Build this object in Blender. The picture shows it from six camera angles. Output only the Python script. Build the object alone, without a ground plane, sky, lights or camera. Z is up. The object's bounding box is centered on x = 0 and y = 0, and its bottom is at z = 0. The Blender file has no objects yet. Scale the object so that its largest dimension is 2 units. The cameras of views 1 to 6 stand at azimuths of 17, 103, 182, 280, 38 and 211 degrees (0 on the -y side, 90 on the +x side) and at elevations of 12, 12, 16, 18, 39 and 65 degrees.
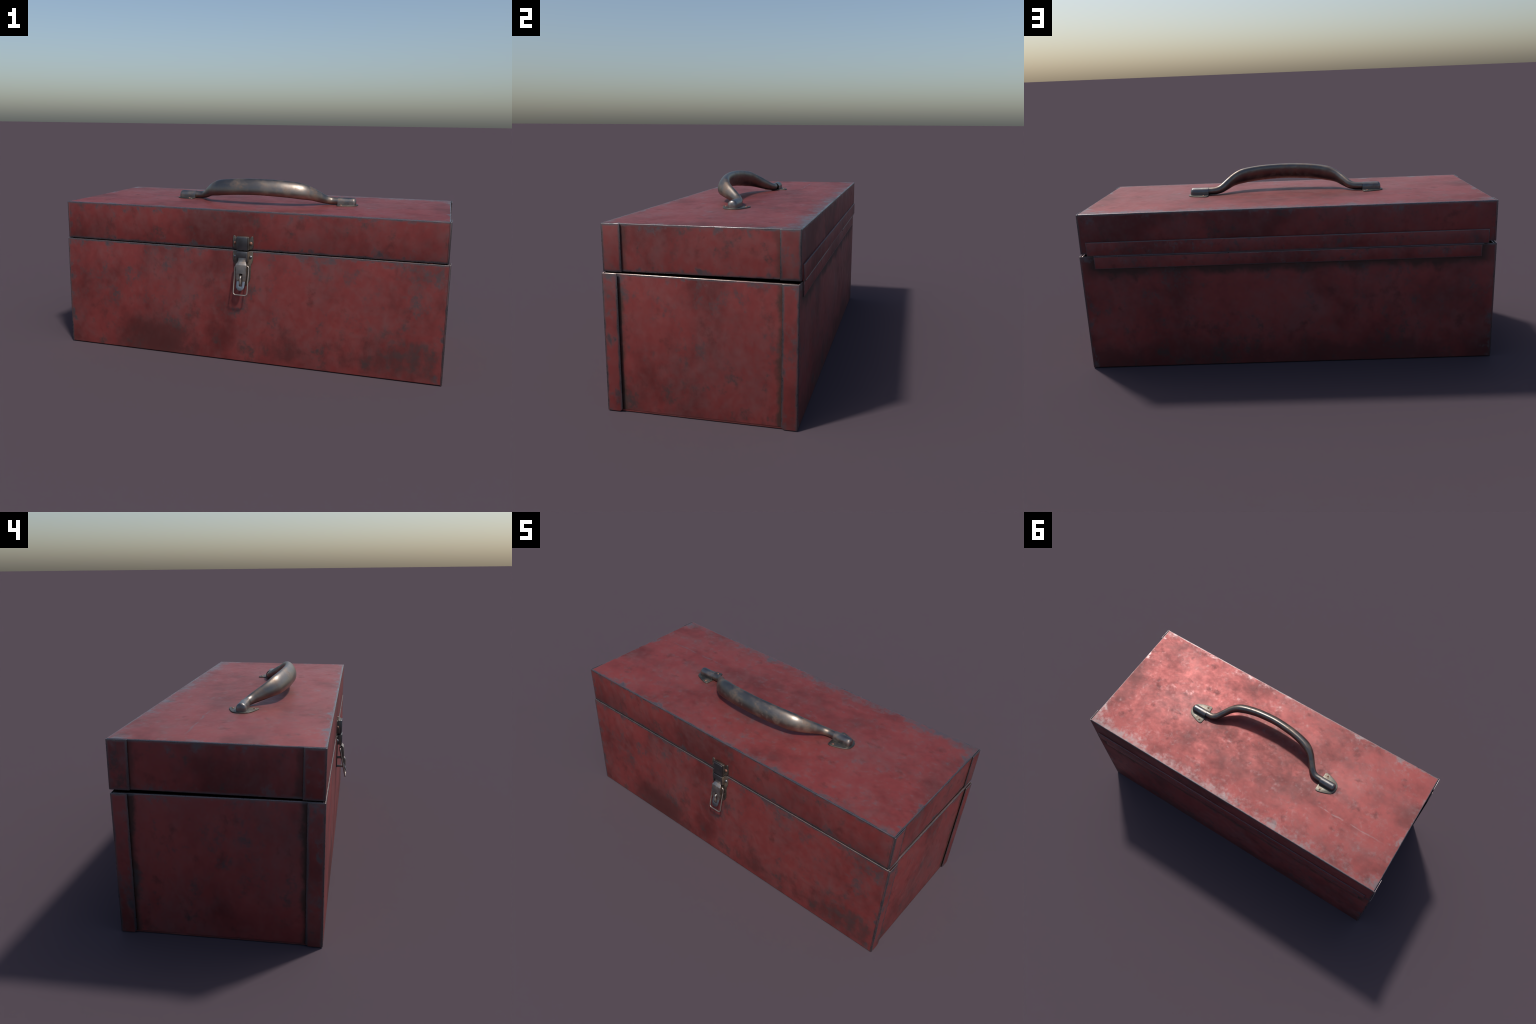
import bpy, bmesh, math
from mathutils import Vector, Matrix

# ------------------------------------------------------------------ helpers
def link(o, parent=None):
    bpy.context.scene.collection.objects.link(o)
    if parent is not None:
        o.parent = parent
    return o

def mesh_object(name, verts, faces, mat, parent, smooth=False, bevel=0.0, seg=2, fix=True, sharp=35, only=None):
    me = bpy.data.meshes.new(name)
    me.from_pydata([tuple(v) for v in verts], [], faces)
    bm = bmesh.new(); bm.from_mesh(me)
    if fix:
        bmesh.ops.remove_doubles(bm, verts=bm.verts, dist=1e-6)
        bmesh.ops.recalc_face_normals(bm, faces=bm.faces)
    if bevel > 0:
        ed = [e for e in bm.edges if len(e.link_faces) == 2 and e.calc_face_angle() > math.radians(28) and (only is None or all(only(v.co) for v in e.verts))]
        bmesh.ops.bevel(bm, geom=ed, offset=bevel, segments=seg, profile=0.5, affect='EDGES', clamp_overlap=True)
    bm.to_mesh(me); bm.free()
    me.materials.append(mat)
    for p in me.polygons:
        p.use_smooth = smooth or bevel > 0
    if smooth or bevel > 0:
        me.set_sharp_from_angle(angle=math.radians(sharp))
    return link(bpy.data.objects.new(name, me), parent)

def box_geo(x0, x1, y0, y1, z0, z1):
    v = [(x, y, z) for x in (x0, x1) for y in (y0, y1) for z in (z0, z1)]
    f = [(0, 1, 3, 2), (4, 6, 7, 5), (0, 4, 5, 1), (2, 3, 7, 6), (0, 2, 6, 4), (1, 5, 7, 3)]
    return v, f

def merge(*geos):
    V, F = [], []
    for v, f in geos:
        o = len(V); V += list(v); F += [tuple(i + o for i in q) for q in f]
    return V, F

def arc(cx, cy, r, a0, a1, n=5):
    return [(cx + r * math.cos(math.radians(a0 + (a1 - a0) * i / n)), cy + r * math.sin(math.radians(a0 + (a1 - a0) * i / n))) for i in range(n + 1)]

def offset_path(path, t):
    """Offset an open 2D path to its left by t."""
    out = []
    for i, p in enumerate(path):
        a = Vector(path[max(i - 1, 0)]); b = Vector(path[min(i + 1, len(path) - 1)]); c = Vector(p)
        d1 = (c - a).normalized() if i > 0 else (b - c).normalized()
        d2 = (b - c).normalized() if i < len(path) - 1 else d1
        n1 = Vector((-d1.y, d1.x)); n2 = Vector((-d2.y, d2.x)); m = (n1 + n2).normalized()
        k = t / max(m.dot(n1), 0.5)
        out.append((c.x + m.x * k, c.y + m.y * k))
    return out

def folded_sheet(path, t, lift, place):
    """Sheet metal of thickness t bent along a 2D path. lift(i)->(low, high) across the
    sheet; place(u, v, w) puts path coordinates (u, v) and height w into space."""
    inner = offset_path(path, t); V = []; F = []
    for i in range(len(path)):
        lo, hi = lift(i)
        for q in (path[i], inner[i]):
            V += [place(q[0], q[1], lo), place(q[0], q[1], hi)]
    n = len(path)
    for i in range(n - 1):
        a, b = 4 * i, 4 * i + 4
        F += [(a, b, b + 1, a + 1), (a + 2, a + 3, b + 3, b + 2), (a, a + 2, b + 2, b), (a + 1, b + 1, b + 3, a + 3)]
    F += [(0, 1, 3, 2), (4 * n - 4, 4 * n - 2, 4 * n - 1, 4 * n - 3)]
    return V, F

def chaikin(pts, n=2, keep=0.25):
    for _ in range(n):
        q = []
        for i in range(len(pts)):
            a, b = pts[i], pts[(i + 1) % len(pts)]
            q.append((a[0] + (b[0] - a[0]) * keep, a[1] + (b[1] - a[1]) * keep))
            q.append((a[0] + (b[0] - a[0]) * (1 - keep), a[1] + (b[1] - a[1]) * (1 - keep)))
        pts = q
    return pts

def plate_geo(outline, w0, w1, place):
    n = len(outline)
    V = [place(u, v, w0) for u, v in outline] + [place(u, v, w1) for u, v in outline]
    F = [tuple(range(n))[::-1], tuple(range(n, 2 * n))]
    F += [(i, (i + 1) % n, n + (i + 1) % n, n + i) for i in range(n)]
    return V, F

def loft(rings, closed=True, cap0=True, cap1=True):
    n = len(rings[0]); V = [p for r in rings for p in r]; F = []
    for i in range(len(rings) - 1):
        for j in range(n if closed else n - 1):
            k = (j + 1) % n
            F.append((i * n + j, i * n + k, (i + 1) * n + k, (i + 1) * n + j))
    if cap0: F.append(tuple(range(n))[::-1])
    if cap1: F.append(tuple(range((len(rings) - 1) * n, len(rings) * n)))
    return V, F

def tube(points, r, closed=False, n=12):
    P = [Vector(p) for p in points]; m = len(P); rings = []; prev = None
    for i in range(m):
        a = P[(i - 1) % m] if closed or i > 0 else P[i]
        b = P[(i + 1) % m] if closed or i < m - 1 else P[i]
        t = (b - a).normalized()
        if prev is None:
            prev = Vector((1, 0, 0)) if abs(t.x) < .9 else Vector((0, 1, 0))
        u = (prev - t * prev.dot(t)).normalized(); prev = u; w = t.cross(u)
        rings.append([P[i] + u * (r * math.cos(2 * math.pi * j / n)) + w * (r * math.sin(2 * math.pi * j / n)) for j in range(n)])
    if closed:
        rings.append(rings[0])
    return loft(rings, True, not closed, not closed)

def dome_geo(r, h, place, n=20, m=6):
    rings = []
    for i in range(m + 1):
        a = math.pi / 2 * i / m
        rr = max(r * math.cos(a), 1e-5); z = h * math.sin(a)
        rings.append([place(rr * math.cos(2 * math.pi * j / n), rr * math.sin(2 * math.pi * j / n), z) for j in range(n)])
    return loft(rings, True, True, True)

def hermite(xk, yk, x):
    """Monotone cubic interpolation, flat at both ends."""
    n = len(xk); h = [xk[i + 1] - xk[i] for i in range(n - 1)]
    d = [(yk[i + 1] - yk[i]) / h[i] for i in range(n - 1)]; m = [0.0] * n
    for i in range(1, n - 1):
        if d[i - 1] * d[i] > 0:
            m[i] = 3 * (h[i - 1] + h[i]) / ((2 * h[i] + h[i - 1]) / d[i - 1] + (h[i] + 2 * h[i - 1]) / d[i])
    i = 0
    while i < n - 2 and x > xk[i + 1]: i += 1
    t = min(max((x - xk[i]) / h[i], 0), 1)
    return yk[i] * (1 + 2 * t) * (1 - t) ** 2 + h[i] * m[i] * t * (1 - t) ** 2 + yk[i + 1] * t * t * (3 - 2 * t) - h[i] * m[i + 1] * t * t * (1 - t)

# ------------------------------------------------------------------ dimensions
YAW = 0.0053                     # the whole box sits very slightly turned
BX, BXC = 0.9978, 0.0003         # body half length and its middle
BF, BB = -0.3838, 0.4160         # body front and back
BH = 0.5850                      # body height
T = 0.004                        # sheet thickness
TW = 0.0072                      # hemmed body wall
BFL = 0.0665                     # body corner flange width
BREC = 0.0092                    # how deep the body end panels sit behind the flanges

TILT = 0.0099                    # lid lifts slightly at the back
LX0, LX1 = -0.9922, 0.9888       # lid ends (flange faces)
LY0, LY1 = 0.0, 0.8015           # lid depth in lid frame
LH = 0.1950
LFL = 0.0815
LREC = 0.0062
LID_AT = Vector((0, -0.3812, 0.5890))

# ------------------------------------------------------------------ node helpers
class G:
    def __init__(self, name):
        self.m = bpy.data.materials.new(name); self.m.use_nodes = True
        self.t = self.m.node_tree; self.t.nodes.clear()
        self.out = self.t.nodes.new('ShaderNodeOutputMaterial')
        self.b = self.t.nodes.new('ShaderNodeBsdfPrincipled')
        self.t.links.new(self.b.outputs[0], self.out.inputs[0])
        self.co = self.t.nodes.new('ShaderNodeTexCoord').outputs['Object']
    def put(self, sock, v):
        if v is None: return
        if hasattr(v, 'is_linked') or hasattr(v, 'links'):
            self.t.links.new(v, sock)
        elif sock.type == 'RGBA' and len(v) == 3:
            sock.default_value = (*v, 1)
        else:
            sock.default_value = v
    def M(self, op, a, b=None, c=None, clamp=False):
        n = self.t.nodes.new('ShaderNodeMath'); n.operation = op; n.use_clamp = clamp
        for i, v in enumerate((a, b, c)): self.put(n.inputs[i], v)
        return n.outputs[0]
    def map(self, scale=(1, 1, 1), loc=(0, 0, 0), rot=(0, 0, 0), co=None):
        n = self.t.nodes.new('ShaderNodeMapping')
        self.put(n.inputs['Vector'], co or self.co)
        n.inputs['Scale'].default_value = scale; n.inputs['Location'].default_value = loc; n.inputs['Rotation'].default_value = rot
        return n.outputs[0]
    def noise(self, scale, detail=5, rough=0.55, dist=0.0, co=None, lac=2.0):
        n = self.t.nodes.new('ShaderNodeTexNoise')
        self.put(n.inputs['Vector'], co or self.co)
        n.inputs['Scale'].default_value = scale; n.inputs['Detail'].default_value = detail
        n.inputs['Roughness'].default_value = rough; n.inputs['Distortion'].default_value = dist
        n.inputs['Lacunarity'].default_value = lac
        return n.outputs['Fac']
    def smooth(self, v, lo, hi, a=0.0, b=1.0):
        n = self.t.nodes.new('ShaderNodeMapRange'); n.interpolation_type = 'SMOOTHSTEP'
        self.put(n.inputs[0], v); n.inputs[1].default_value = lo; n.inputs[2].default_value = hi
        n.inputs[3].default_value = a; n.inputs[4].default_value = b
        return n.outputs[0]
    def mix(self, f, a, b):
        n = self.t.nodes.new('ShaderNodeMix'); n.data_type = 'RGBA'
        self.put(n.inputs[0], f); self.put(n.inputs[6], a); self.put(n.inputs[7], b)
        return n.outputs[2]
    def fmix(self, f, a, b):
        n = self.t.nodes.new('ShaderNodeMix'); n.data_type = 'FLOAT'
        self.put(n.inputs[0], f); self.put(n.inputs[2], a); self.put(n.inputs[3], b)
        return n.outputs[0]
    def xyz(self):
        n = self.t.nodes.new('ShaderNodeSeparateXYZ'); self.put(n.inputs[0], self.co)
        return n.outputs
    def normal(self):
        n = self.t.nodes.new('ShaderNodeTexCoord')
        s = self.t.nodes.new('ShaderNodeSeparateXYZ'); self.t.links.new(n.outputs['Normal'], s.inputs[0])
        return s.outputs
    def bump(self, h, strength, dist):
        n = self.t.nodes.new('ShaderNodeBump'); n.inputs['Strength'].default_value = strength
        n.inputs['Distance'].default_value = dist; self.put(n.inputs['Height'], h)
        return n.outputs[0]
    def near(self, v, at, w):
        """1 at v == at, falling to 0 at distance w."""
        return self.smooth(self.M('ABSOLUTE', self.M('SUBTRACT', v, at)), 0, w, 1, 0)
    def blob(self, x, z, cx, cz, rx, rz):
        a = self.M('DIVIDE', self.M('SUBTRACT', x, cx), rx); b = self.M('DIVIDE', self.M('SUBTRACT', z, cz), rz)
        r = self.M('SQRT', self.M('ADD', self.M('MULTIPLY', a, a), self.M('MULTIPLY', b, b)))
        return self.smooth(r, 0.0, 1.0, 1, 0)

def red_paint(name, bounds, kind, seed=0.0, flange=None, fine=1.0, outer=()):
    """Old red paint on sheet steel: faded and dark patches, bare worn edges, grime.
    bounds: box whose edges are worn.  flange: (y_front, y_back) inner edges of the corner flanges."""
    g = G(name); P = g.xyz(); x, y, z = P[0], P[1], P[2]; N = g.normal()
    x0, x1, y0, y1, z0, z1 = bounds
    def gap(v, a, b):
        return g.M('SUBTRACT', (b - a) / 2, g.M('ABSOLUTE', g.M('SUBTRACT', v, (a + b) / 2)))
    dx, dy, dz = gap(x, x0, x1), gap(y, y0, y1), gap(z, z0, z1)
    if z0 == 0 and kind != 'lid' and z1 > .3: dz = gap(z, -.05, z1)      # no wear along the ground
    if kind == 'flange':                                # narrow strips: each has an edge on both sides
        for v in outer:
            dy = g.M('MINIMUM', g.M('ABSOLUTE', dy), g.M('ABSOLUTE', g.M('SUBTRACT', y, v)))
    mn = lambda a, b: g.M('MINIMUM', a, b)
    mx = lambda a, b: g.M('MAXIMUM', a, b)
    d = mx(mn(dx, dy), mx(mn(dy, dz), mn(dx, dz)))
    up = g.smooth(N[2], 0.25, 0.6)                       # faces the sky
    # patches run downwards on the walls, are even on the top
    wall = g.map((1.0, 1.0, 0.85), (seed, seed * 1.7, seed * .6))
    flat = g.map((0.85, 1.0, 1.0), (seed + 4.1, seed - 2.3, seed))
    def both(scale, **k):
        return g.fmix(up, g.noise(scale, co=wall, **k), g.noise(scale, co=flat, **k))
    big = both(2.6, detail=5, rough=.55, dist=.2)
    mid = both(9.0 * fine, detail=6, rough=.62, dist=.25)
    sml = both(24.0 * fine, detail=5, rough=.6, dist=.3)
    fin = g.noise(70 * fine, detail=4, rough=.6)
    tone = g.M('ADD', g.M('MULTIPLY', big, .68), g.M('MULTIPLY', mid, .32))
    red = g.mix(g.smooth(tone, .37, .56), DARKRED, RED)
    red = g.mix(g.smooth(g.M('ADD', tone, g.M('MULTIPLY', g.M('SUBTRACT', sml, .5), .35)), .52, .72, 0, .75), red, BRIGHTRED)
    fade_n = g.M('ADD', g.M('MULTIPLY', both(4.2 * fine, detail=9, rough=.68, dist=.25), .64), g.M('MULTIPLY', sml, .36))
    fade = g.M('MULTIPLY', g.smooth(fade_n, .40, .72, 0, FADE), g.M('SUBTRACT', 1.0, g.M('MULTIPLY', up, .08)))
    col = g.mix(fade, red, FADED)
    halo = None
    if kind == 'lid':                                   # soft brown halo round the fittings and below the handle
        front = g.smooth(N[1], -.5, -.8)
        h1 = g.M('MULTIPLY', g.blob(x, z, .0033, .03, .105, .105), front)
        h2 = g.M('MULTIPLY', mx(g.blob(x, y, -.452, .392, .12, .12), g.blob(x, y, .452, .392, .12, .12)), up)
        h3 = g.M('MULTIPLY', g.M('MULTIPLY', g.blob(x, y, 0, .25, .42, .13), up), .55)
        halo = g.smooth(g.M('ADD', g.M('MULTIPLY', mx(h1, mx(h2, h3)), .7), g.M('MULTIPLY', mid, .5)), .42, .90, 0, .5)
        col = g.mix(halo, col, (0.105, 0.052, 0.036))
    # dark dirt
    dirt = g.smooth(g.M('ADD', g.M('MULTIPLY', mid, .5), g.M('MULTIPLY', both(13 * fine, detail=6, rough=.6), .5)), .53, .67, 0, .62)
    grime = None
    if kind == 'body':
        front = g.smooth(N[1], -.5, -.8)
        low = g.smooth(z, 0.02, 0.24, 1, 0)
        lf = g.blob(x, z, -.48, .06, .46, .26)
        rf = g.blob(x, z, .75, .11, .60, .22)
        mf = g.blob(x, z, .22, .11, .26, .24)
        streak = g.noise(13, detail=6, rough=.62, co=g.map((1, 1, .75), (2, 5, 8)))
        a = mx(lf, mx(g.M('MULTIPLY', rf, .8), g.M('MULTIPLY', mf, .75)))
        a = g.M('ADD', g.M('MULTIPLY', a, .42), g.M('ADD', g.M('MULTIPLY', mid, .35), g.M('MULTIPLY', streak, .6)))
        a = g.M('MULTIPLY', g.smooth(a, .60, .84), front)
        side = g.M('SUBTRACT', 1.0, front)
        b = g.M('MULTIPLY', g.M('MULTIPLY', g.smooth(g.M('ADD', g.M('MULTIPLY', low, .4), mid), .62, .95), side), .7)
        dirt = mx(dirt, mx(g.M('MULTIPLY', a, .72), b))
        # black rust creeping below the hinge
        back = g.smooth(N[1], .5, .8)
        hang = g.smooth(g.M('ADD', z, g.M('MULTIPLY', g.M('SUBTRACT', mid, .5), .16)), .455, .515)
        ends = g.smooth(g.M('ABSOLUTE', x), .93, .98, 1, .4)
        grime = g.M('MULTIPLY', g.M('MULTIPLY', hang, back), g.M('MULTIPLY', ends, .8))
    col = g.mix(dirt, col, DIRT)
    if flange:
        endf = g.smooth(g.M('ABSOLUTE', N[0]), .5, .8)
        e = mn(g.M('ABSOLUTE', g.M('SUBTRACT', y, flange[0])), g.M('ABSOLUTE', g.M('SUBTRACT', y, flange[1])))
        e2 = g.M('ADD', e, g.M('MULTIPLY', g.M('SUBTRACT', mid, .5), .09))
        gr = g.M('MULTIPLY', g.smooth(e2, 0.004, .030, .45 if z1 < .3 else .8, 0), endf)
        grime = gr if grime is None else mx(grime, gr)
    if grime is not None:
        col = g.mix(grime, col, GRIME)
    # worn edges
    jag = g.M('MULTIPLY', g.M('SUBTRACT', g.M('ADD', g.M('MULTIPLY', sml, .5), g.M('MULTIPLY', mid, .5)), .5), .030)
    rim = g.smooth(g.M('ADD', d, jag), 0.001, 0.0125, .9, 0)
    line = g.smooth(d, .0015, .004, .75, 0)
    cn = g.M('ADD', g.M('MULTIPLY', sml, .5), g.M('MULTIPLY', mid, .5))
    chipn = g.M('SUBTRACT', cn, g.smooth(d, 0.0, .09, 0, .16))
    chip = g.smooth(chipn, .49, .62, 0, .75)
    spot = g.smooth(g.M('ADD', g.M('MULTIPLY', g.noise(11 * fine, detail=6, rough=.62, co=g.map((1, 1, .8), (seed + 9, 3, 1))), .75), g.M('MULTIPLY', fin, .25)), .53, .68, 0, .75)
    if kind == 'hinge':
        rim = g.smooth(g.M('ADD', d, g.M('MULTIPLY', jag, .5)), 0.001, 0.006, .7, 0)
        chip = g.smooth(cn, .56, .66, 0, .5)
    bare = mx(mx(rim, line), chip)
    sp_c = g.mix(g.smooth(z, .0, .4), (.050, .042, .040), (.062, .058, .062))
    spot = mx(spot, g.M('MULTIPLY', g.smooth(g.M('ADD', g.M('MULTIPLY', g.blob(x, z, .80, .12, .34, .16), .16), cn), .56, .70, 0, .55), g.smooth(N[1], -.5, -.8))) if kind == 'body' else spot
    spot = g.M('MULTIPLY', spot, g.M('SUBTRACT', 1.0, g.M('MULTIPLY', up, .75)))
    col = g.mix(spot, col, sp_c)
    if kind == 'lid':
        # long fine scratch on the top
        sy = g.M('ABSOLUTE', g.M('SUBTRACT', y, g.M('ADD', .5345, g.M('MULTIPLY', g.M('SUBTRACT', mid, .5), .03))))
        sc = g.M('MULTIPLY', g.smooth(sy, .001, .007, .38, 0), g.M('MULTIPLY', g.smooth(x, -.93, -.80), g.smooth(x, -.53, -.45, 1, 0)))
        bare = mx(bare, g.M('MULTIPLY', g.M('MULTIPLY', sc, up), g.smooth(sml, .38, .55)))
        # rubbed zone along the rear and front rim of the top
        backrub = g.M('MULTIPLY', g.smooth(y, .68, .80), g.smooth(x, -.9, .8, .65, 1.45))
        frontrub = g.M('MULTIPLY', g.smooth(y, .07, .0), g.smooth(x, -.2, .7, .35, .8))
        zone = g.M('MULTIPLY', mx(backrub, frontrub), up)
        rn = g.M('ADD', g.M('MULTIPLY', cn, .6), g.M('MULTIPLY', g.noise(45, detail=5, rough=.65), .4))
        rub = g.smooth(g.M('ADD', rn, g.M('MULTIPLY', zone, .12)), .50, .80, 0, .85)
        bare = mx(bare, g.M('MULTIPLY', rub, up))
    ledge = STEEL if kind == 'hinge' else g.mix(up, STEEL, STEELTOP if z1 < .3 else STEELRIM)
    col = g.mix(bare, col, ledge)
    g.put(g.b.inputs['Base Color'], col)
    g.put(g.b.inputs['Metallic'], g.fmix(bare, PAINT_METAL, .85))
    r = g.fmix(bare, g.smooth(tone, .35, .65, PAINT_R + .06, PAINT_R - .04), BARE_R)
    r = g.M('ADD', r, g.M('MULTIPLY', g.M('SUBTRACT', sml, .5), .32))
    r = g.fmix(dirt, r, .7)
    if grime is not None: r = g.fmix(grime, r, .8)
    g.put(g.b.inputs['Roughness'], r)
    g.put(g.b.inputs['Specular IOR Level'], .5)
    h = g.M('ADD', g.M('MULTIPLY', sml, .35), g.M('MULTIPLY', bare, -.25))
    h = g.M('ADD', h, g.M('MULTIPLY', g.noise(2.2, detail=2), 3.0))
    g.put(g.b.inputs['Normal'], g.bump(h, .35, .0025))
    return g.m

def worn_metal(name, base, dark, rust, rustiness, rough, scale=1.0, metallic=1.0):
    g = G(name)
    a = g.noise(9 * scale, detail=5, rough=.6, dist=.4)
    b = g.noise(26 * scale, detail=6, rough=.65, co=g.map((1, 1, 1), (3, 1, 7)))
    c = g.noise(60 * scale, detail=4, rough=.6)
    col = g.mix(g.smooth(a, .35, .65), dark, base)
    mott = g.M('ADD', g.M('MULTIPLY', a, .45), g.M('MULTIPLY', b, .55))
    ru = g.smooth(g.M('ADD', mott, rustiness), .50, .74, 0, .75)
    col = g.mix(ru, col, rust)
    g.put(g.b.inputs['Base Color'], col)
    g.put(g.b.inputs['Metallic'], g.fmix(ru, metallic, .35))
    g.put(g.b.inputs['Roughness'], g.M('ADD', g.fmix(ru, rough, .62), g.M('MULTIPLY', g.M('SUBTRACT', c, .5), .12)))
    g.put(g.b.inputs['Normal'], g.bump(g.M('ADD', g.M('MULTIPLY', c, .4), g.M('MULTIPLY', ru, .6)), .25, .0012))
    return g.m

RED = (0.228, 0.040, 0.038)
BRIGHTRED = (0.285, 0.055, 0.049)
DARKRED = (0.120, 0.020, 0.019)
FADED = (0.165, 0.078, 0.077)
DIRT = (0.074, 0.018, 0.017)
GRIME = (0.032, 0.025, 0.018)
STEEL = (0.115, 0.12, 0.13)
STEELTOP = (0.15, 0.152, 0.158)
STEELRIM = (0.25, 0.215, 0.195)  # steel lightened and warmed to paint the lit rim below the lid seam
PAINT_R, BARE_R, PAINT_METAL = 0.53, 0.24, 0.36
FADE = 0.62

BODY_BOUNDS = (BXC - BX, BXC + BX, BF, BB, 0, BH)
LID_BOUNDS = (LX0, LX1, LY0, LY1, 0, LH)
m_body = red_paint('body_red_paint', BODY_BOUNDS, 'body', 0.0)
m_bend = red_paint('body_end_red_paint', (BXC - BX + BREC, BXC + BX - BREC, BF, BB, 0, BH), 'end', 2.3, flange=(BF + BFL, BB - BFL))
m_bfl = red_paint('body_flange_red_paint', (BXC - BX, BXC + BX, BF + BFL, BB - BFL, 0, BH), 'flange', 0.0, outer=(BF, BB))
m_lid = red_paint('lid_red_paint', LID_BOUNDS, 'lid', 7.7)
m_lend = red_paint('lid_end_red_paint', (LX0 + LREC, LX1 - LREC, LY0, LY1, 0, LH), 'end', 9.2, flange=(LY0 + LFL, LY1 - LFL))
m_lfl = red_paint('lid_flange_red_paint', (LX0, LX1, LY0 + LFL, LY1 - LFL, 0, LH), 'flange', 7.7, outer=(LY0, LY1))
m_hup = red_paint('hinge_upper_red_paint', (-.9565, .9565, .40, .4275, .589, .657), 'hinge', 1.3, fine=1.9)
m_hlo = red_paint('hinge_lower_red_paint', (-.9275, .9275, .40, .4210, .5215, .583), 'hinge', 6.3, fine=1.9)
m_handle = worn_metal('handle_dark_steel', (.235, .20, .168), (.18, .162, .148), (.145, .080, .050), .04, .38, 1.3)
m_cap = worn_metal('cap_dark_steel', (.22, .21, .20), (.15, .15, .155), (.16, .09, .055), .03, .38, 1.4)
m_brk = worn_metal('bracket_pale_steel', (.17, .155, .135), (.12, .115, .10), (.12, .08, .05), .05, .46, 1.6)
m_rivet = worn_metal('rusty_rivet', (.26, .15, .11), (.20, .10, .07), (.20, .075, .045), .12, .5, 2.5, .5)
m_latch = worn_metal('latch_steel', (.34, .31, .285), (.24, .225, .215), (.24, .16, .115), .04, .45, 2.2)
m_latchdark = worn_metal('latch_dark_steel', (.16, .16, .165), (.11, .11, .115), (.12, .08, .06), -.10, .45, 2.2)
m_plate = worn_metal('latch_plate_steel', (.22, .195, .165), (.15, .135, .12), (.17, .105, .065), .07, .48, 2.2)
m_wire = worn_metal('tan_wire', (.44, .385, .34), (.33, .285, .255), (.25, .16, .11), .02, .44, 2.2)
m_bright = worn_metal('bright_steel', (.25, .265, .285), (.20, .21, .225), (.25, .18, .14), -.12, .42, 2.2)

# ------------------------------------------------------------------ root
root = bpy.data.objects.new('toolbox', None)
link(root)
root.rotation_euler = (0, 0, YAW)
root['label'] = 'old worn red steel toolbox with dark metal carrying handle'
root['category'] = 'toolbox'

# ------------------------------------------------------------------ body
bxl, bxr = BXC - BX, BXC + BX
RB = 0.0045
def body_place(u, v, w): return (u, v, w)

# floor and long walls: one sheet bent up at front and back
x_in0, x_in1 = bxl + BREC, bxr - BREC
prof = [(BF, BH)] + [(BF, RB + .0005)] + arc(BF + RB, RB + .0005, RB, 180, 270)[1:] + [(BB - RB, .0005)] + arc(BB - RB, RB + .0005, RB, 270, 360)[1:] + [(BB, BH)]
body = mesh_object('body', *folded_sheet(prof, TW, lambda i: (x_in0, x_in1), lambda u, v, w: (w, u, v)), m_body, root, smooth=True, sharp=40, bevel=.0033, seg=4, only=lambda c: c.z > BH - 1e-4)

def flange_path(side, front, x_out, x_in, y_f, y_b, width, r):
    """Plan path from just inside the end panel round the corner and along the end."""
    sx = 1 if side > 0 else -1
    if front:
        p = [(x_in, y_f), (x_out - sx * r, y_f)]
        c = arc(0, 0, r, -90, 0, 5)
        p += [(x_out - sx * r + sx * a, y_f + r + b) for a, b in c][1:]
        p += [(x_out, y_f + width - .011), (x_out, y_f + width)]
    else:
        p = [(x_in, y_b), (x_out - sx * r, y_b)]
        c = arc(0, 0, r, 90, 0, 5)
        p += [(x_out - sx * r + sx * a, y_b - r + b) for a, b in c][1:]
        p += [(x_out, y_b - width + .011), (x_out, y_b - width)]
    return p

def corner(name, side, front, x_out, rec, y_f, y_b, width, z0, z1, mat, parent, cut, more=0.0):
    sx = 1 if side > 0 else -1
    p = flange_path(side, front, x_out, x_out - sx * (rec + more), y_f, y_b, width, RB)
    n = len(p)
    def lift(i):
        if i == n - 1: return (z0 + cut, z1)
        return (z0, z1)
    t = T if (sx > 0) == front else -T
    return mesh_object(name, *folded_sheet(p, t, lift, body_place), mat, parent, smooth=True, sharp=40, bevel=.0017, seg=3, only=lambda c: c.z > z1 - 1e-4 or c.z < z0 + cut + 1e-4 or abs(c.x - x_out) < 1e-4)

for side in (1, -1):
    xo = bxr if side > 0 else bxl
    for front in (True, False):
        corner('corner_flange', side, front, xo, BREC, BF, BB, BFL, .0005, BH, m_bfl, body, .010)
    xa = xo - side * BREC
    v, f = box_geo(min(xa, xa - side * .010), max(xa, xa - side * .010), BF + TW + .0003, BB - TW - .0003, .0025, BH - .0005)
    mesh_object('end_panel', v, f, m_bend, body, bevel=.0036, seg=4)

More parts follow.
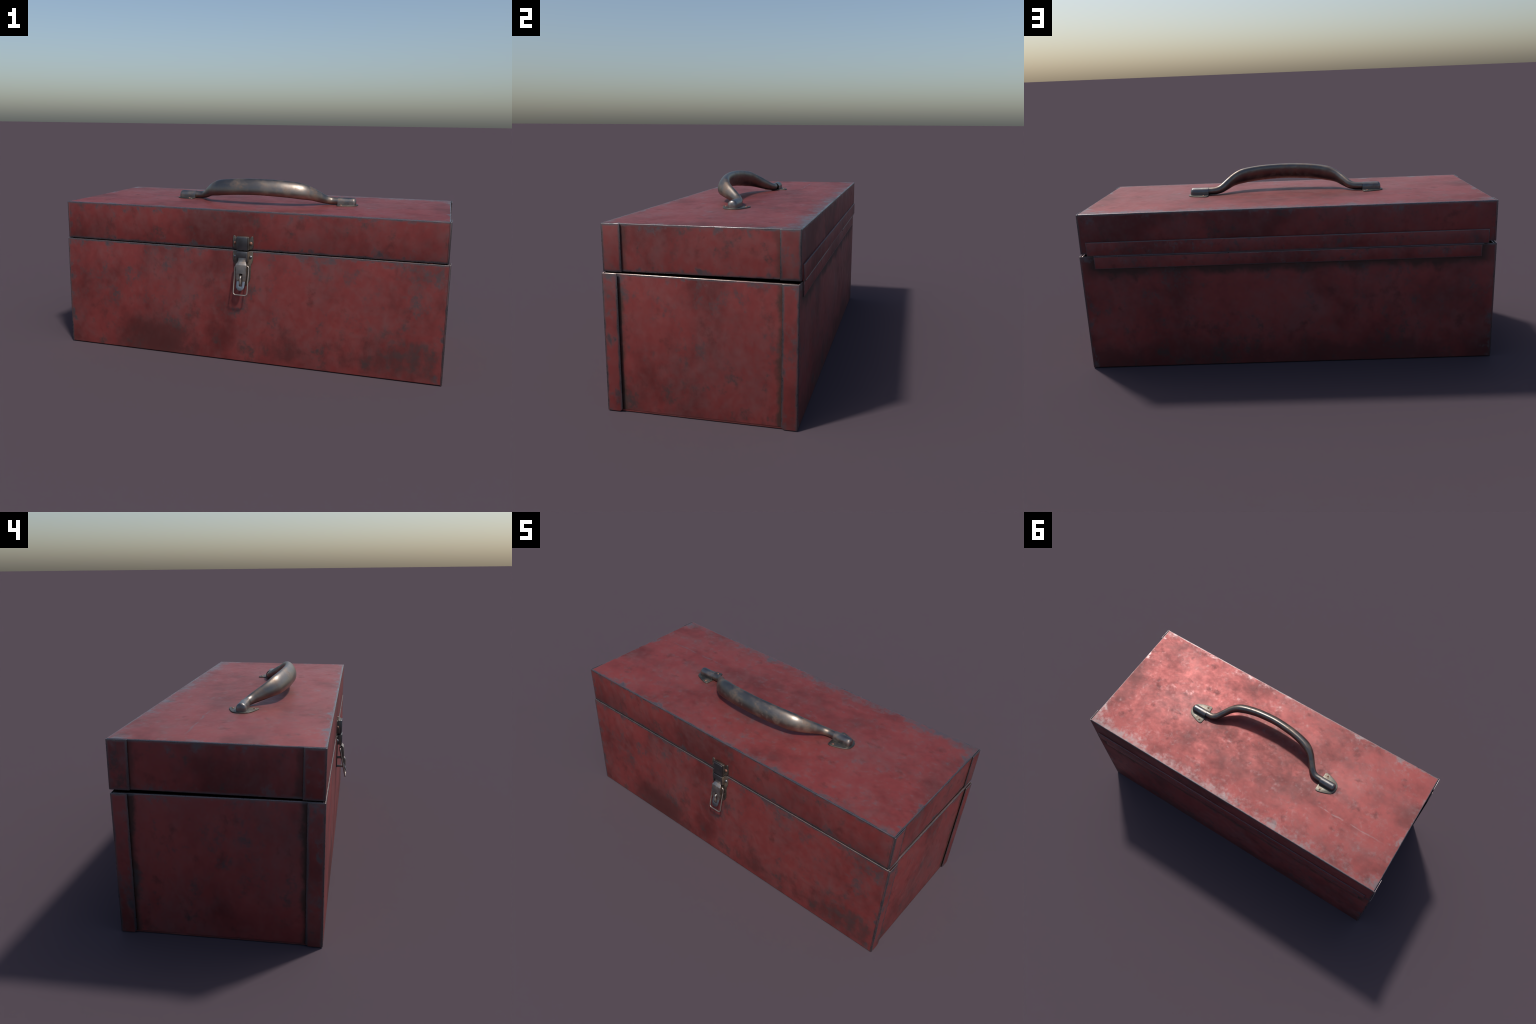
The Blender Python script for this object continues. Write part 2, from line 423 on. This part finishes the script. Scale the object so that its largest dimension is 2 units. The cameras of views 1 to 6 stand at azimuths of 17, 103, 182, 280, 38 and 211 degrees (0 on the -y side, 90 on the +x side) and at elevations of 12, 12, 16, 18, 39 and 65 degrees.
# ------------------------------------------------------------------ lid
RL = 0.004
lx_in0, lx_in1 = LX0 + LREC, LX1 - LREC
prof = [(LY0, 0.0), (LY0, LH - RL)] + arc(LY0 + RL, LH - RL, RL, 180, 90)[1:] + [(LY1 - RL, LH)] + arc(LY1 - RL, LH - RL, RL, 90, 0)[1:] + [(LY1, 0.0)]
lid = mesh_object('lid', *folded_sheet(prof, -T, lambda i: (lx_in0 + .005, lx_in1 - .005), lambda u, v, w: (w, u, v)), m_lid, root, smooth=True, sharp=40, bevel=.0014, only=lambda c: c.z < 1e-4)
lid.location = LID_AT
lid.rotation_euler = (TILT, 0, 0)
for side in (1, -1):
    xo = LX1 if side > 0 else LX0
    for front in (True, False):
        corner('lid_corner_flange', side, front, xo, LREC, LY0, LY1, LFL, 0.0, LH - .0007, m_lfl, lid, .0, .005)
    xa = xo - side * LREC
    # end panel folded down from the top with a small round bend
    s = side
    v, f = box_geo(min(xa, xa - s * .005), max(xa, xa - s * .005), LY0 + .0034, LY1 - .0034, .0008, LH - .0004)
    mesh_object('lid_end_panel', v, f, m_lend, lid, bevel=.0036, seg=4, only=lambda c: abs(c.x - xa) < 1e-4)

# ------------------------------------------------------------------ hinge
v, f = box_geo(-.9565, .9565, .4175, .4272, .5890, .6570)
hinge = mesh_object('hinge', v, f, m_hup, root, bevel=.0012)
v, f = box_geo(-.9275, .9275, .4150, .4212, .5215, .5835)
mesh_object('hinge_leaf', v, f, m_hlo, hinge, bevel=.0012)
def rod_x(x0, x1, y, z, r):
    return tube([(x0, y, z), (x1, y, z)], r, n=16)
for a, b in ((-.931, -.282), (.278, .925)):
    v, f = rod_x(a, b, .4232, .5862, .0043)
    mesh_object('hinge_knuckle', v, f, m_hup, hinge, smooth=True, sharp=50)
v, f = rod_x(-.281, .277, .4222, .5872, .0034)
mesh_object('hinge_knuckle', v, f, m_hup, hinge, smooth=True, sharp=50)

# ------------------------------------------------------------------ handle
TH = math.radians(64.7)
HX = [0, .10, .18, .24, .28, .315, .345, .375, .42]
HY = [.1669, .1603, .1457, .1248, .0946, .0493, .0138, .0007, 0]
WX = [0, .12, .22, .30, .36, .42]
WA = [.0240, .0242, .0253, .0190, .0184, .0190]      # half width in the plane of the arch
WB = [.0447, .0452, .0441, .0315, .0203, .0190]      # half width across it
HC = Vector((0, .0075, .8082))
up_v = Vector((0, -math.sin(TH), math.cos(TH))); nrm_v = Vector((0, -math.cos(TH), -math.sin(TH)))
nrm_v = Vector((1, 0, 0)).cross(up_v)
S = 240
cent = []
for i in range(S + 1):
    x = -.42 + .84 * i / S
    h = hermite(HX, HY, abs(x)) * (1 + .009 * x)
    cent.append(HC + Vector((x, 0, 0)) + up_v * h)
# even out the bends a little
for _ in range(6):
    cent = [cent[0]] + [(cent[i - 1] + cent[i] * 2 + cent[i + 1]) / 4 for i in range(1, S)] + [cent[-1]]
rings = []
for i in range(S + 1):
    t = (cent[min(i + 1, S)] - cent[max(i - 1, 0)]).normalized()
    q = nrm_v.cross(t).normalized()
    ax = abs(cent[i].x)
    a, b = hermite(WX, WA, ax), hermite(WX, WB, ax)
    rings.append([cent[i] + q * (a * math.cos(2 * math.pi * j / 40)) + nrm_v * (b * math.sin(2 * math.pi * j / 40)) for j in range(40)])
handle = mesh_object('handle', *loft(rings), m_handle, root, smooth=True, sharp=60)

def lid_top(y): return LID_AT.z + LH + (y - LID_AT.y) * TILT
CY = 0.0105
for s in (1, -1):
    cy = CY
    zt = lid_top(cy)
    # base plate
    half = [(.4035, .048), (.4075, .066), (.4300, .0650), (.4940, .0425), (.5075, .0240), (.5115, .008)]
    out = half + [(u, -v) for u, v in half[::-1]]
    out = chaikin(out, 2)
    base = mesh_object('handle_bracket', *plate_geo(out, zt - .001, zt + .0048, lambda u, v, w: (s * u, cy + v, w + v * TILT)), m_brk, handle, bevel=.0011, seg=2, sharp=50)
    # half-round cap that holds the end of the handle
    R, H0 = .0228, .0410
    rings = []
    xs = [.4050] + [.4050 + .0800 * k / 6 for k in range(1, 7)] + [.485 + .0160 * math.sin(math.pi / 2 * k / 10) for k in range(1, 11)]
    for xx in xs:
        tt = max(0, (xx - .485) / .0160); k = max(1 - tt ** 2.3, 0) ** (1 / 2.3)
        w_ = R * (0.25 + .75 * k) if xx > .485 else R
        hh = (H0 - R) + R * k
        hh = H0 * (.42 + .58 * k)
        ring = [(s * xx, cy - w_, zt + .002)]
        for j in range(17):
            an = math.pi * j / 16
            ring.append((s * xx, cy - w_ * math.cos(an), zt + (hh - w_ * (hh / H0 if False else 1) if hh > w_ else 0) + w_ * math.sin(an) if hh > w_ else zt + hh * math.sin(an)))
        ring.append((s * xx, cy + w_, zt + .002))
        rings.append(ring)
    # hollow: inner lining so that the mouth shows a rim
    inner = []
    for xx in (.4050, .47):
        ri = R - .0022
        ring = [(s * xx, cy - ri, zt + .002)]
        for j in range(17):
            an = math.pi * j / 16
            ring.append((s * xx, cy - ri * math.cos(an), zt + (H0 - R) + ri * math.sin(an)))
        ring.append((s * xx, cy + ri, zt + .002)); inner.append(ring)
    v, f = loft([inner[1], inner[0]] + rings, closed=False, cap0=True, cap1=True)
    mesh_object('handle_cap', v, f, m_cap, handle, smooth=True, sharp=50)
    for dy in (-.0487, .0487):
        zz = lid_top(cy + dy) + .0045
        mesh_object('rivet', *dome_geo(.0062, .0040, lambda u, v, w: (s * .4280 + u, cy + dy + v, zz + w)), m_rivet, handle, smooth=True, sharp=60)

# ------------------------------------------------------------------ latch
LC = 0.0033                                   # latch middle
def yz(y0):                                   # outline in x-z, pushed forward of y0
    return lambda u, v, w: (LC + u, y0 - w, v)
# lower back plate on the body front
half = [(.0490, .5822), (.0530, .5790), (.0530, .5420), (.0500, .5290), (.0432, .5150), (.0415, .5040), (.0402, .4430), (.0330, .4260), (.0210, .4085)]
outl = half + [(-u, v) for u, v in half[::-1]]
outl = chaikin(outl, 2, .2)
latch = mesh_object('latch', *plate_geo(outl, -.001, .0036, yz(BF)), m_plate, root, bevel=.0009, sharp=50)
# upper strike plate on the lid front, with two ears beside the hook box
half = [(.0535, .5905), (.0540, .6380), (.0525, .6570), (.0460, .6590), (.0400, .6560), (.0365, .6460)]
outl = chaikin(half + [(-u, v) for u, v in half[::-1]], 2, .18)
mesh_object('strike_plate', *plate_geo(outl, -.003, .0050, yz(-.3815)), m_plate, latch, bevel=.0009, sharp=50)
# hook box
def slab(name, w0, w1, z0, z1, yb, yf, mat, rad, tilt=0.0, bev=.0016):
    """Stamped box: wider at its root (w0, yb) than at its face (w1, yf), with rounded upper corners."""
    def out(w):
        return [(-w, z0), (w, z0), (w, z1 - rad), (w - rad * .3, z1 - rad * .3), (w - rad, z1), (-w + rad, z1), (-w + rad * .3, z1 - rad * .3), (-w, z1 - rad)]
    A, B = out(w0), out(w1); n = len(A)
    V = [(LC + u, yb, v) for u, v in A] + [(LC + u, yf + (v - z0) * tilt, v) for u, v in B]
    F = [tuple(range(n))[::-1], tuple(range(n, 2 * n))] + [(i, (i + 1) % n, n + (i + 1) % n, n + i) for i in range(n)]
    return mesh_object(name, V, F, mat, latch, bevel=bev, sharp=50)
slab('hook_box', .0345, .0335, .5900, .6575, -.3855, -.3985, m_plate, .006, 0)
slab('hook_box_cover', .0300, .0280, .5895, .6555, -.3980, -.4065, m_latchdark, .006, 0)
# lower housing with two cheeks holding the lever
half = [(.0285, .5835), (.0285, .5330), (.0255, .5310), (.0222, .5330), (.0215, .5520)]
outl = half + [(-u, v) for u, v in half[::-1]]
mesh_object('latch_housing', *plate_geo(outl, .003, .0250, yz(BF)), m_latchdark, latch, bevel=.0013, sharp=50)
for s in (1, -1):
    v, f = box_geo(LC + s * .0310 - .0022, LC + s * .0310 + .0022, -.4050, BF - .002, .5330, .5825)
    mesh_object('housing_cheek', v, f, m_plate, latch, bevel=.001)
# lever: neck, shoulder and channel, leaning out towards its foot
def lever_y(z): return -.4165 - (.520 - z) * .085
levw = [(.5560, .0206, -.4020), (.5400, .0204, -.4035), (.5315, .0206, -.4050), (.5265, .0232, -.4092), (.5205, .0272, -.4160), (.5170, .0278, -.4185),
        (.4740, .0278, -.4215), (.4735, .0278, -.4215), (.4500, .0265, -.4215), (.4345, .0240, -.4212)]
def strip(spec, depth, hole=None):
    V, F = [], []
    xs_of = lambda w: [-w, -hole, hole, w] if hole else [-w, w]
    return V, F
SW = .0086                                    # slot half width
rows = levw
V, F = [], []
cols = 4
for z_, w_, y_ in rows:
    for u in (-w_, -SW, SW, w_):
        V.append((LC + u, y_, z_))
for z_, w_, y_ in rows:
    for u in (-w_, -SW, SW, w_):
        V.append((LC + u * .985, y_ + .0035, z_))
nr = len(rows); off = nr * cols
def solid(r, c):
    return not (c == 1 and rows[r][0] < .4738)
for r in range(nr - 1):
    for c in range(3):
        if not solid(r, c): continue
        a, b, c2, d2 = r * cols + c, r * cols + c + 1, (r + 1) * cols + c + 1, (r + 1) * cols + c
        F += [(a, b, c2, d2), (a + off, d2 + off, c2 + off, b + off)]
        for (dr, dc, e) in ((-1, 0, (a, b)), (1, 0, (d2, c2)), (0, -1, (a, d2)), (0, 1, (b, c2))):
            rr, cc = r + dr, c + dc
            if rr < 0 or rr >= nr - 1 or cc < 0 or cc > 2 or not solid(rr, cc):
                F.append((e[0], e[1], e[1] + off, e[0] + off))
lever = mesh_object('latch_lever', V, F, m_latch, latch, bevel=.0008, sharp=40)
# the lever's folded side walls
for s in (1, -1):
    V = []
    side = [(.5190, -.4165, -.3965), (.5000, -.4200, -.3985), (.4735, -.4212, -.4040), (.4500, -.4212, -.4095), (.4345, -.4208, -.4145)]
    ws = [.0274, .0279, .0277, .0264, .0239]
    for (z_, yf, yb), w_ in zip(side, ws):
        V += [(LC + s * w_, yf, z_), (LC + s * w_, yb, z_), (LC + s * (w_ - .0032), yf, z_), (LC + s * (w_ - .0032), yb, z_)]
    F = []
    for i in range(4):
        a, b = 4 * i, 4 * i + 4
        F += [(a, a + 1, b + 1, b), (a + 2, b + 2, b + 3, a + 3), (a, b, b + 2, a + 2), (a + 1, a + 3, b + 3, b + 1)]
    F += [(0, 2, 3, 1), (16, 17, 19, 18)]
    mesh_object('lever_cheek', V, F, m_plate, latch, bevel=.0006)
# bright finger tab with the lower half of the slot, bent outwards
def tab_y(z): return -.4205 - (.4350 - z) * .33
outer = [(-.0212, .4360), (-.0216, .4150)] + [(.0214 * math.cos(math.radians(180 + 180 * k / 14)), .4120 + .0224 * math.sin(math.radians(180 + 180 * k / 14))) for k in range(15)] + [(.0216, .4150), (.0212, .4360)]
inn = [(-SW, .4360), (-SW, .4105), (SW, .4105), (SW, .4360)]
outl = outer + inn[::-1]
mesh_object('finger_tab', *plate_geo(outl, 0, .0030, lambda u, v, w: (LC + u, tab_y(v) + .003 - w, v)), m_bright, latch, bevel=.0005, sharp=50)
# staple standing on the back plate and reaching through the slot
def arcyz(cy_, cz_, r, a0, a1, n=6): return arc(cy_, cz_, r, a0, a1, n)
pth = [(BF, .4585)] + [(-.4140, .4585)] + arc(-.4140, .4475, .0110, 90, 180, 6)[1:] + arc(-.4140, .4235, .0110, 180, 270, 6) + [(BF, .4125)]
mesh_object('staple', *tube([(LC - .001, a, b) for a, b in pth], .0063, n=14), m_latch, latch, smooth=True, sharp=60)
# wire bail
def bail_y(z): return -.4020 - (.5100 - z) * .198
W_, zt_, zb_, rr = .0360, .5110, .3660, .012
loop = [(-W_ + rr, zb_), (W_ - rr, zb_)] + [(W_ - rr + rr * math.sin(a * math.pi / 12), zb_ + rr - rr * math.cos(a * math.pi / 12)) for a in range(1, 7)]
loop += [(W_, zt_ - rr)] + [(W_ - rr + rr * math.cos(a * math.pi / 12), zt_ - rr + rr * math.sin(a * math.pi / 12)) for a in range(1, 7)]
loop += [(-W_ + rr, zt_)] + [(-W_ + rr - rr * math.sin(a * math.pi / 12), zt_ - rr + rr * math.cos(a * math.pi / 12)) for a in range(1, 7)]
loop += [(-W_, zb_ + rr)] + [(-W_ + rr - rr * math.cos(a * math.pi / 12), zb_ + rr - rr * math.sin(a * math.pi / 12)) for a in range(1, 6)]
mesh_object('wire_bail', *tube([(LC + u, bail_y(v), v) for u, v in loop], .0033, closed=True, n=12), m_wire, latch, smooth=True, sharp=60)
for s in (1, -1):
    mesh_object('latch_rivet', *dome_geo(.0085, .0060, lambda u, v, w: (LC + s * .0410 + u, -.3860 - w, .6228 + v)), m_rivet, latch, smooth=True, sharp=60)
    mesh_object('latch_rivet', *dome_geo(.0080, .0060, lambda u, v, w: (LC + s * .0408 + u, BF - .0034 - w, .5548 + v)), m_bright, latch, smooth=True, sharp=60)
